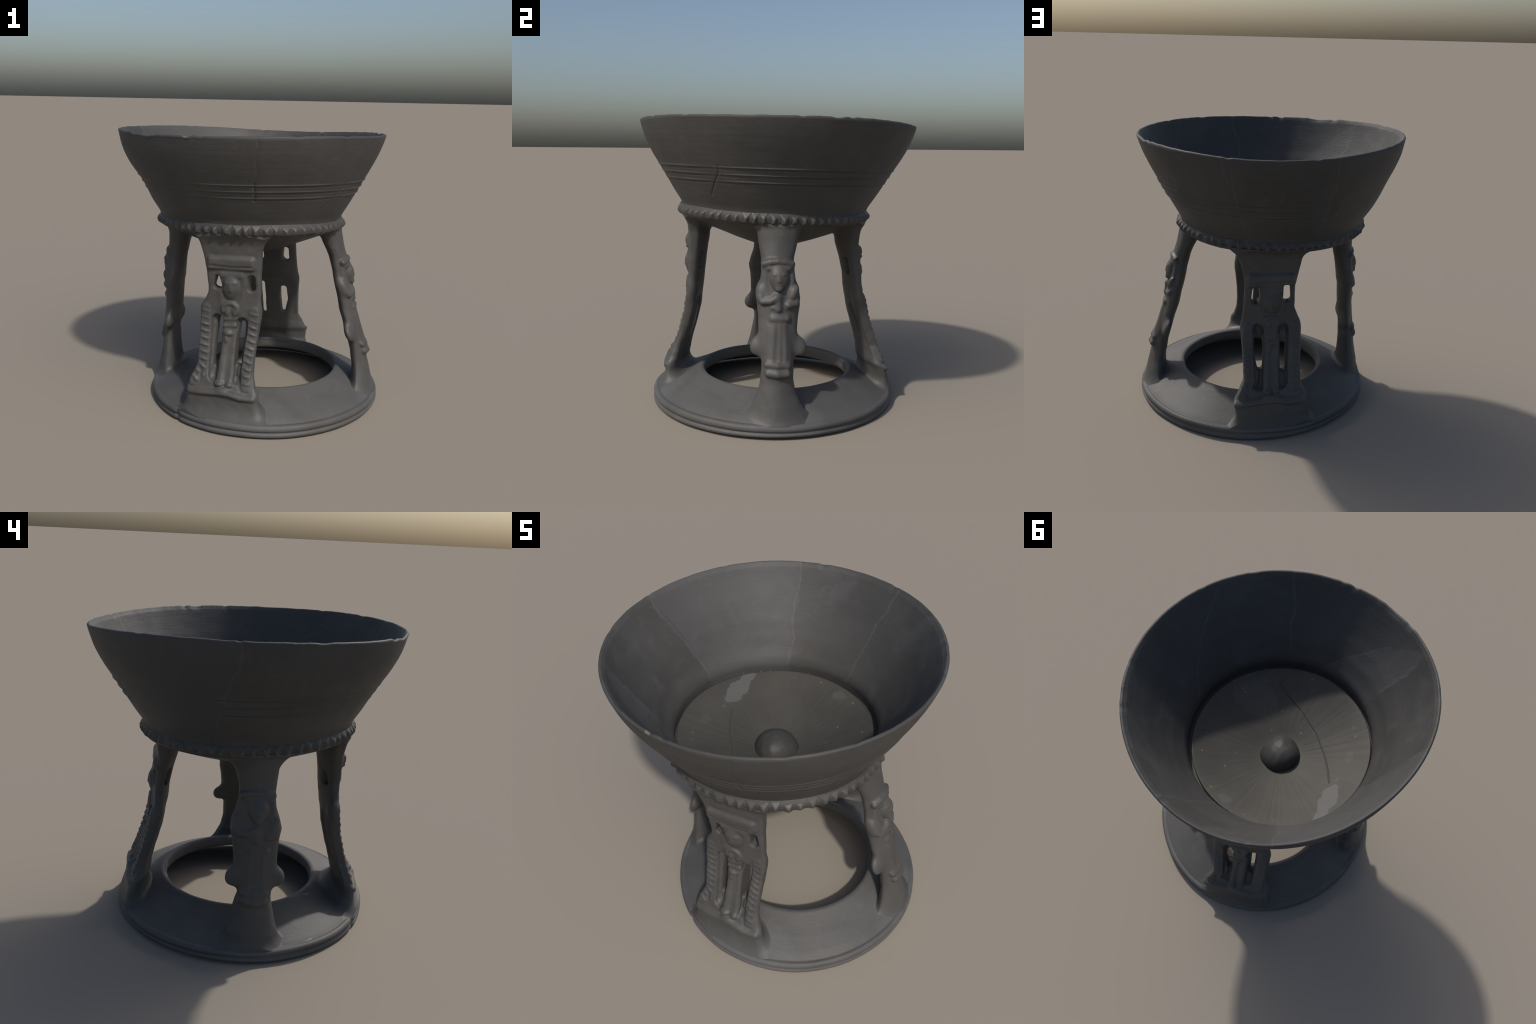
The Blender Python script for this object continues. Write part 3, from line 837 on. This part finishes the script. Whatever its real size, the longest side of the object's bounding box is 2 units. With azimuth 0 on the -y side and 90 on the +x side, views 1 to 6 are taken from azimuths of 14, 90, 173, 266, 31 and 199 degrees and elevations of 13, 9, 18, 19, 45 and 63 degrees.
SUPPORTS = [
    (winged_figure, dict(out=(0, -1), at=(0.0, 0.0), mid=0.004, yaw=[(0.2, 2.5), (0.7, 0.0), (1.15, -3.5)], seed=101, sink=0.008, drop=None, band=-0.017, foot_fillet=0.105, crown=0.065, feathers=1.0,
        front=[(0.0, 0.825), (0.10, 0.803), (0.20, 0.803), (0.26, 0.796), (0.30, 0.774), (0.40, 0.732), (0.50, 0.698), (0.65, 0.660), (0.80, 0.644), (0.90, 0.641), (1.0, 0.643), (1.10, 0.643), (1.18, 0.642), (1.26, 0.650), (1.34, 0.670)],
        thick=THICK_W,
        left=[(0.0, -0.295), (0.10, -0.285), (0.24, -0.274), (0.27, -0.272), (0.30, -0.258), (0.36, -0.217), (0.40, -0.202), (0.45, -0.193), (0.60, -0.206), (0.73, -0.212), (0.815, -0.205), (0.86, -0.182), (0.92, -0.157), (0.96, -0.158), (1.09, -0.176), (1.22, -0.203), (1.30, -0.225), (1.36, -0.26)],
        right=[(0.0, 0.262), (0.10, 0.256), (0.24, 0.244), (0.27, 0.236), (0.30, 0.215), (0.36, 0.198), (0.45, 0.193), (0.60, 0.197), (0.73, 0.211), (0.815, 0.215), (0.92, 0.208), (1.09, 0.206), (1.22, 0.207), (1.30, 0.226), (1.36, 0.26)],
        windows=[([(-0.090, 1.028), (-0.088, 0.975)], [0.017, 0.029]), ([(0.143, 1.030), (0.147, 0.970)], [0.025, 0.027]),
                 ([(-0.066, 0.735), (-0.076, 0.58), (-0.080, 0.425)], [0.021, 0.022, 0.014]), ([(0.088, 0.708), (0.078, 0.58), (0.076, 0.450)], [0.018, 0.023, 0.019])],
        wing_left=[(-0.170, 0.810), (-0.172, 0.70), (-0.170, 0.52), (-0.170, 0.42), (-0.190, 0.365), (-0.222, 0.312)],
        wing_right=[(0.166, 0.810), (0.168, 0.74), (0.162, 0.64), (0.154, 0.55), (0.146, 0.46), (0.142, 0.38), (0.150, 0.310)])),
    (winged_figure, dict(out=(0, 1), at=(0.036, 0.0), mid=0.004, yaw=[(0.2, -7.0), (0.7, -6.0), (1.15, -4.0)], seed=111, sink=0.004, foot_fillet=0.075, band=-0.024, drop=[(0.50, 0.0), (0.70, 0.020), (0.83, 0.036), (0.96, 0.050), (1.15, 0.062)], crown=0.060, feathers=1.1,
        front=[(0.0, 0.818), (0.085, 0.797), (0.17, 0.790), (0.24, 0.770), (0.28, 0.742), (0.45, 0.685), (0.63, 0.630), (0.80, 0.598), (0.92, 0.594), (1.03, 0.584), (1.12, 0.571), (1.24, 0.580), (1.34, 0.60)],
        thick=THICK_W,
        left=[(0.0, -0.255), (0.17, -0.250), (0.27, -0.256), (0.34, -0.207), (0.41, -0.178), (0.57, -0.190), (0.70, -0.202), (0.77, -0.205), (0.865, -0.188), (1.02, -0.176), (1.10, -0.183), (1.24, -0.226), (1.29, -0.258), (1.36, -0.29)],
        right=[(0.0, 0.268), (0.17, 0.265), (0.265, 0.252), (0.34, 0.216), (0.41, 0.202), (0.57, 0.214), (0.70, 0.217), (0.77, 0.206), (0.865, 0.168), (1.02, 0.172), (1.10, 0.194), (1.24, 0.224), (1.29, 0.255), (1.36, 0.29)],
        windows=[([(-0.102, 1.000), (-0.102, 0.938)], [0.026, 0.030]), ([(0.110, 1.000), (0.110, 0.938)], [0.028, 0.030]),
                 ([(-0.084, 0.655), (-0.082, 0.56), (-0.074, 0.460)], [0.027, 0.032, 0.018]), ([(0.090, 0.698), (0.086, 0.58), (0.085, 0.440)], [0.018, 0.022, 0.018])],
        wing_left=[(-0.158, 0.745), (-0.160, 0.68), (-0.158, 0.60), (-0.152, 0.48), (-0.150, 0.39), (-0.176, 0.330), (-0.200, 0.295)],
        wing_right=[(0.166, 0.745), (0.170, 0.68), (0.170, 0.60), (0.168, 0.48), (0.168, 0.38), (0.176, 0.300)])),
    (robed_figure, dict(out=(1, 0), at=(0.0, 0.0), mid=0.002, yaw=[(0.0, 0.0), (1.0, 0.0)], seed=121, sink=0.014, foot_fillet=0.06, crown=0.040, lobe=0.548, lobe_w=-0.075,
        front=[(0.0, 0.956), (0.13, 0.940), (0.25, 0.912), (0.34, 0.888), (0.40, 0.880), (0.46, 0.863), (0.71, 0.780), (0.80, 0.762), (0.94, 0.726), (1.10, 0.702), (1.20, 0.672), (1.31, 0.650)],
        thick=THICK_R,
        left=[(0.0, -0.225), (0.10, -0.212), (0.13, -0.200), (0.20, -0.162), (0.25, -0.140), (0.32, -0.118), (0.42, -0.106), (0.50, -0.104), (0.62, -0.126), (0.73, -0.128), (0.80, -0.137), (0.91, -0.135), (0.95, -0.120), (1.0, -0.110), (1.10, -0.112), (1.20, -0.129), (1.28, -0.143), (1.36, -0.16)],
        right=[(0.0, 0.22), (0.10, 0.205), (0.13, 0.192), (0.20, 0.155), (0.25, 0.127), (0.35, 0.102), (0.50, 0.101), (0.62, 0.126), (0.73, 0.132), (0.80, 0.145), (0.91, 0.139), (0.95, 0.118), (1.0, 0.104), (1.10, 0.104), (1.20, 0.126), (1.28, 0.144), (1.36, 0.16)])),
    (robed_figure, dict(out=(-1, 0), at=(0.0, -0.067), mid=0.005, yaw=[(0.0, 0.0), (1.0, 0.0)], seed=131, sink=0.020, foot_fillet=0.06, crown=0.075, lobe=0.532, lobe_w=-0.070,
        front=[(0.0, 0.758), (0.05, 0.752), (0.19, 0.732), (0.30, 0.712), (0.39, 0.702), (0.52, 0.686), (0.66, 0.672), (0.80, 0.672), (0.92, 0.667), (1.085, 0.655), (1.19, 0.650), (1.30, 0.655)],
        thick=[(0.0, 0.18), (0.15, 0.160), (0.30, 0.125), (0.46, 0.110), (0.64, 0.105), (0.80, 0.112), (0.99, 0.130), (1.15, 0.155), (1.25, 0.18)],
        left=[(0.0, -0.195), (0.05, -0.190), (0.17, -0.180), (0.24, -0.155), (0.30, -0.140), (0.39, -0.118), (0.44, -0.100), (0.50, -0.106), (0.63, -0.132), (0.75, -0.140), (0.85, -0.155), (0.92, -0.143), (0.98, -0.122), (1.04, -0.109), (1.10, -0.111), (1.21, -0.135), (1.30, -0.179), (1.36, -0.20)],
        right=[(0.0, 0.195), (0.05, 0.190), (0.17, 0.170), (0.24, 0.143), (0.30, 0.130), (0.39, 0.112), (0.44, 0.112), (0.50, 0.118), (0.63, 0.138), (0.75, 0.142), (0.85, 0.151), (0.92, 0.136), (0.98, 0.114), (1.04, 0.110), (1.10, 0.111), (1.21, 0.120), (1.30, 0.158), (1.36, 0.19)])),
]
for figure, p in SUPPORTS:
    build_support(figure, p)

bpy.context.view_layer.update()
